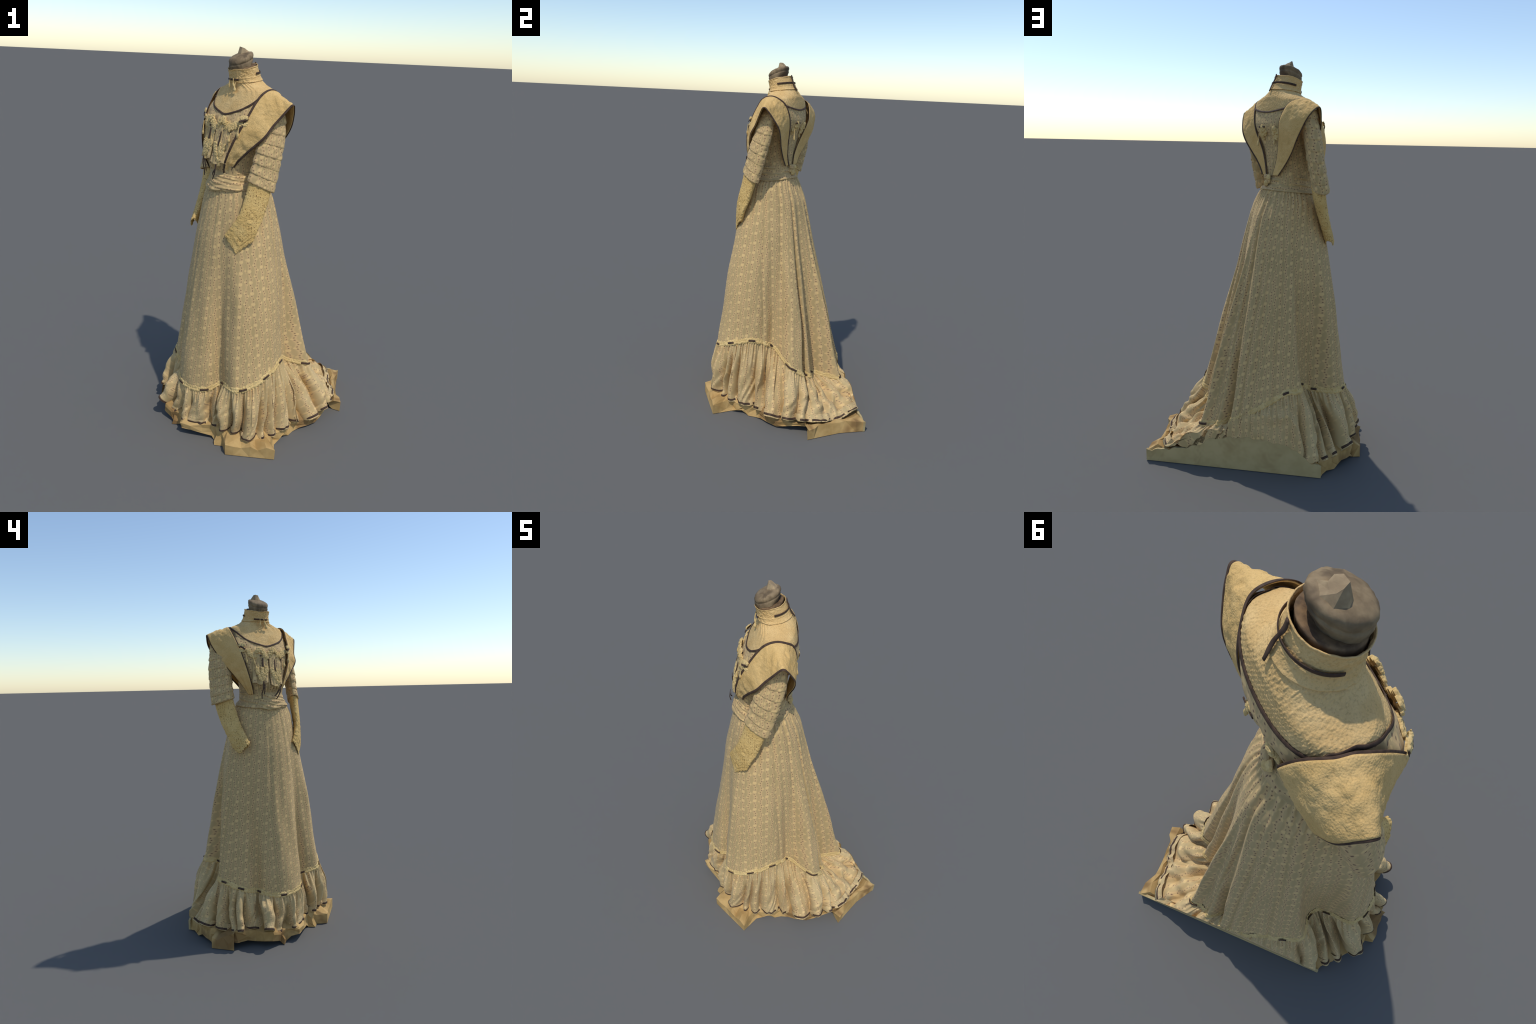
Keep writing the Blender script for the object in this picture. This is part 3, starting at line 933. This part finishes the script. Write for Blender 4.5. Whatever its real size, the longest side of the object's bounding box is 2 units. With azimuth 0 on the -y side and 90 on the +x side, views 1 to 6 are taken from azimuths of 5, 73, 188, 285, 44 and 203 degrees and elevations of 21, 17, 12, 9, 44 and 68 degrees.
build_cuff([(.217, -.036, 1.41), (.216, -.052, 1.34), (.212, -.078, 1.26), (.198, -.104, 1.20), (.176, -.124, 1.145)],
           [.054, .056, .057, .062, .070], [.025, .023, .019, .016, .014], [60, 58, 56, 44, 36], .085, .1)
build_cuff([(-.242, .014, 1.41), (-.234, -.006, 1.34), (-.224, -.042, 1.26), (-.212, -.078, 1.20), (-.202, -.110, 1.15)],
           [.053, .054, .053, .053, .052], [.032, .029, .025, .022, .019], [-34, -36, -40, -46, -50], .055, -.2)

# ================================================================== LACE PIECES, TABS, TASSELS
def lace_patch(center, normal, up, w, h, name='lace_motif', seed=0, scallops=9, mat=None, thick=.0015, dome=.0025, taper=0.0):
    """scalloped, lumpy piece of lace lying against the cloth"""
    n = Vector(normal).normalized(); upv = Vector(up); upv = (upv-n*upv.dot(n)).normalized(); sd = upv.cross(n)
    c = np.array(center); n = np.array(n); upv = np.array(upv); sd = np.array(sd)
    seg, rings = 84, 12
    t = np.linspace(0, 2*np.pi, seg, endpoint=False); r = np.linspace(.02, 1, rings)[:, None]
    sc = 1+.13*np.abs(np.sin(t*scallops/2+seed))+.06*np.sin(t*3+seed*2)+.05*np.sin(t*5+seed)-.06
    xx = r*np.sign(np.cos(t))*np.abs(np.cos(t))**.8*sc*w/2; yy = r*np.sign(np.sin(t))*np.abs(np.sin(t))**.8*sc*h/2
    xx = xx*(1-taper*np.clip(-yy/(h/2), -.4, 1))
    base = c+xx[..., None]*sd+yy[..., None]*upv
    nz = vnoise(base.reshape(-1, 3), 130, 3, seed+1.0).reshape(xx.shape)
    P = base+(n*1.0)*(thick+dome*(1-r**3)+.0022*nz)[..., None]
    V = np.concatenate([P.reshape(-1, 3), (base[-1]-n*.004)])
    F = [tuple(f) for f in grid_faces(seg, rings, True)]
    F.append(tuple(range(seg-1, -1, -1)))
    o = (rings-1)*seg; q = rings*seg
    for j in range(seg): F.append((o+j, o+(j+1) % seg, q+(j+1) % seg, q+j))
    return add_mesh(name, V, F, mat or M_LACE)


def front_at(x, z, off=.0):
    """point and normal of the bodice front at (x, z)"""
    t = np.linspace(-np.pi*.98, -.02*np.pi, 500); P = torso_point(t, np.full(500, z))
    j = int(np.argmin(np.abs(P[:, 0]-x))); p = P[j]
    q = torso_point(t, np.full(500, z+.01))[j]
    tn = P[min(j+1, 499)]-P[max(j-1, 0)]; nrm = np.cross(tn, q-p); nrm /= np.linalg.norm(nrm)
    if nrm[1] > 0: nrm = -nrm
    return p+nrm*off, nrm


def tab(x0, x1, ztop, zbot, y_top, y_bot, slant, name='front_tab', seed=0):
    """hanging cloth strip of the bodice front with soft vertical folds"""
    n, m = 40, 60
    u = np.linspace(0, 1, n)[None]; v = np.linspace(0, 1, m)[:, None]
    x = x0+(x1-x0)*u+slant*v; z = ztop*(1-v)+zbot*v+.006*np.sin(u*7+seed)*v
    y = y_top*(1-v**1.3)+y_bot*v**1.3
    xm = (x0+x1)/2
    y = y+.9*np.abs(x-(-.02))**2*2.2
    y = y-.0045*np.abs(np.sin(u*8+seed+.5*np.sin(v*4)))*(.4+v)-.002*np.sin(u*19+v*5)
    P = np.stack([x+0*v, y+0*u, z+0*u], -1)
    return grid_mesh(name, P, M_BODICE, False, .004), P


tabR, TPR = tab(-.112, -.022, 1.655, 1.485, -.118, -.144, -.012, seed=1.0)
tabL, TPL = tab(-.012, .082, 1.655, 1.475, -.120, -.150, -.006, seed=2.3)
UP = (0, -.1, 1)
FN = np.array([0, -1, .12])


def on_front(x, z, yoff):
    y = -.118-.030*smooth(1.66, 1.48, z)+.0+1.98*(x+.02)**2*.9
    return np.array([x, y-yoff, z])


LR = np.random.default_rng(31)
# ragged lace along a zigzag line under the yoke
ZIG = curve3([(-.126, 0, 1.668), (-.112, 0, 1.640), (-.088, 0, 1.662), (-.062, 0, 1.682), (-.040, 0, 1.650), (-.018, 0, 1.636), (.004, 0, 1.664), (.026, 0, 1.684), (.050, 0, 1.652), (.078, 0, 1.646), (.104, 0, 1.664), (.122, 0, 1.672)], 26)
for i, (x, _, z) in enumerate(ZIG):
    z2 = z+.006*(LR.random()-.5)
    p, nn = front_at(x, z2, .004)
    c = on_front(x, z2, .003)
    up = (.5*(LR.random()-.5), -.1, 1)
    lace_patch(c if abs(x+.015) < .075 and c[1] < p[1] else p, nn, up, .020+.014*LR.random(), .022+.018*LR.random(), seed=i*1.37, scallops=int(5+4*LR.random()), taper=.25*LR.random())
# lace ends of the two hanging tabs, tapering to a point
for xc, top, bot, half in ((-.068, 1.570, 1.494, .042), (.024, 1.565, 1.470, .042)):
    for i in range(15):
        f = i/14; z = top+(bot-top)*f
        w = half*(1-f**1.5)
        for x in ((-.6, .1, .7) if w > .03 else ((-.5, .5) if w > .014 else (0,))):
            if LR.random() < .28: continue
            xx = xc+x*w+(.010*f if xc > 0 else -.006*f)
            lace_patch(on_front(xx, z, .0045), FN, (.4*(LR.random()-.5), -.1, 1), .016+.012*LR.random(), .016+.012*LR.random(), seed=i*2.1+x, scallops=6)
# narrow lace strips down the tabs
for x, z0, z1 in ((-.083, 1.650, 1.585), (-.045, 1.645, 1.575), (-.030, 1.640, 1.560), (.003, 1.645, 1.570), (.042, 1.640, 1.575), (.060, 1.640, 1.565), (-.100, 1.640, 1.56)):
    m = 22
    C = np.array([on_front(x+.003*math.sin(q*9+x*50), z0+(z1-z0)*q, .004) for q in np.linspace(0, 1, m)])
    ribbon('lace_strip', C, np.tile(FN, (m, 1)), .0042+.0016*np.sin(np.linspace(0, 14, m)+x*90), .0016, M_LACE)
# dark velvet slots
for x0, z0, x1, z1 in [(-.055, 1.630, -.060, 1.581), (.024, 1.624, .021, 1.560), (.078, 1.632, .074, 1.592), (-.066, 1.646, -.064, 1.640)]:
    s = np.linspace(0, 1, 14)[:, None]
    C = np.array([on_front(x0+(x1-x0)*q, z0+(z1-z0)*q, .008) for q in s[:, 0]])
    ribbon('velvet_slot_ribbon', C, np.tile(FN, (14, 1)), .0052, .0016, M_BRAID)
# ribbon tails hanging from the tabs
for pts in [[(-.070, -.158, 1.50), (-.073, -.158, 1.46), (-.077, -.148, 1.43), (-.076, -.146, 1.401)], [(-.064, -.156, 1.485), (-.060, -.152, 1.45), (-.062, -.146, 1.425)],
            [(.036, -.164, 1.475), (.034, -.168, 1.44), (.022, -.166, 1.415), (.010, -.163, 1.397)], [(.030, -.162, 1.45), (.014, -.164, 1.43), (.004, -.158, 1.416)]]:
    C = curve3(pts, 24); w = np.linspace(.0052, .0030, 24)
    ribbon('ribbon_tail', C, np.tile(FN, (24, 1)), w, .0014, M_BRAID)
# velvet bars with lace at the ends of the bodice insertion
for pts, nm in [([(-.176, -.062, 1.704), (-.163, -.080, 1.690), (-.147, -.092, 1.677)], 1), ([(.158, -.074, 1.692), (.146, -.090, 1.684), (.128, -.103, 1.678)], -1)]:
    C = curve3(pts, 16); N = np.tile(np.array([[-.55*nm, -.8, .3]]), (16, 1))
    ribbon('velvet_bar', C+N*.006, N, .0050, .0018, M_BRAID)
    for k, dz in ((.5, .013), (.5, -.015)):
        c = C[8]+np.array([0, 0, dz])
        lace_patch(c, N[0], (0, -.1, 1), .040, .022, seed=2+dz*100, scallops=6, dome=.002)
# hanging lace drops (tassels)
def drop(top, bottom, w, name='lace_tassel', mat=None, seed=0):
    C = curve3([top, tuple((np.array(top)+np.array(bottom))/2+np.array([0, -.002, 0])), bottom], 20)
    s = np.linspace(0, 1, 20)
    wd = w*(.30+.70*np.exp(-((s-.8)/.22)**2))
    ribbon(name, C, np.tile(np.array([[0, -1, .1]]), (20, 1)), wd, wd*.55+.0008, mat or M_LACE)


drop((.092, -.122, 1.625), (.086, -.133, 1.580), .0095)
drop((.135, -.108, 1.665), (.128, -.114, 1.605), .0085)
drop((-.150, -.098, 1.655), (-.146, -.104, 1.60), .006)
drop((-.118, -.124, 1.635), (-.112, -.132, 1.595), .006)
drop((-.018, -.046, 1.858), (-.020, -.050, 1.818), .0050)
drop((.006, -.046, 1.860), (.014, -.050, 1.822), .0062)
drop((.018, -.044, 1.842), (.022, -.050, 1.802), .0085)

# back: lace flowers, bar and drops
def back_at(x, z):
    t = np.linspace(.02*np.pi, .98*np.pi, 400); P = torso_point(t, np.full(400, z)); j = int(np.argmin(np.abs(P[:, 0]-x)))
    return P[j]


for xc, zc, rad in ((.034, 1.664, .020), (-.058, 1.664, .017), (.052, 1.640, .010), (-.066, 1.636, .010)):
    for i in range(8 if rad > .015 else 4):
        a = i*2.4; q = rad*(.35+.65*LR.random())
        x = xc+q*math.cos(a); z = zc+q*1.15*math.sin(a)
        c = back_at(x, z)+np.array([0, .010*math.exp(-((z-1.69)/.035)**2), 0])
        lace_patch(c+np.array([0, .003+.003*LR.random(), 0]), (0, 1, .05), (LR.random()-.5, .1, 1), .016+.012*LR.random(), .018+.012*LR.random(), seed=i*1.9+xc*50, scallops=6)
C = np.array([back_at(x, 1.683)+np.array([0, .014, 0]) for x in np.linspace(.056, .010, 14)])
ribbon('velvet_bar', C, np.tile(np.array([[0, 1., 0]]), (14, 1)), .0048, .0018, M_BRAID)
drop((.064, .146, 1.650), (.070, .150, 1.590), .0065, seed=1)
drop((-.040, .134, 1.650), (-.038, .130, 1.60), .0055)

# rosette on the belt at the back
for k, (dx, dz, w, sd) in enumerate([(0, 0, .044, 1), (.012, .014, .03, 2), (-.012, .012, .03, 3), (.004, -.018, .032, 4)]):
    lace_patch((.016+dx, .122+.003*k, 1.425+dz), (.3, 1, .15), (0, 0, 1), w, w*.9, name='belt_rosette', seed=sd*1.7, scallops=6, mat=M_BELT if k < 2 else M_LACE, dome=.007, thick=.003)
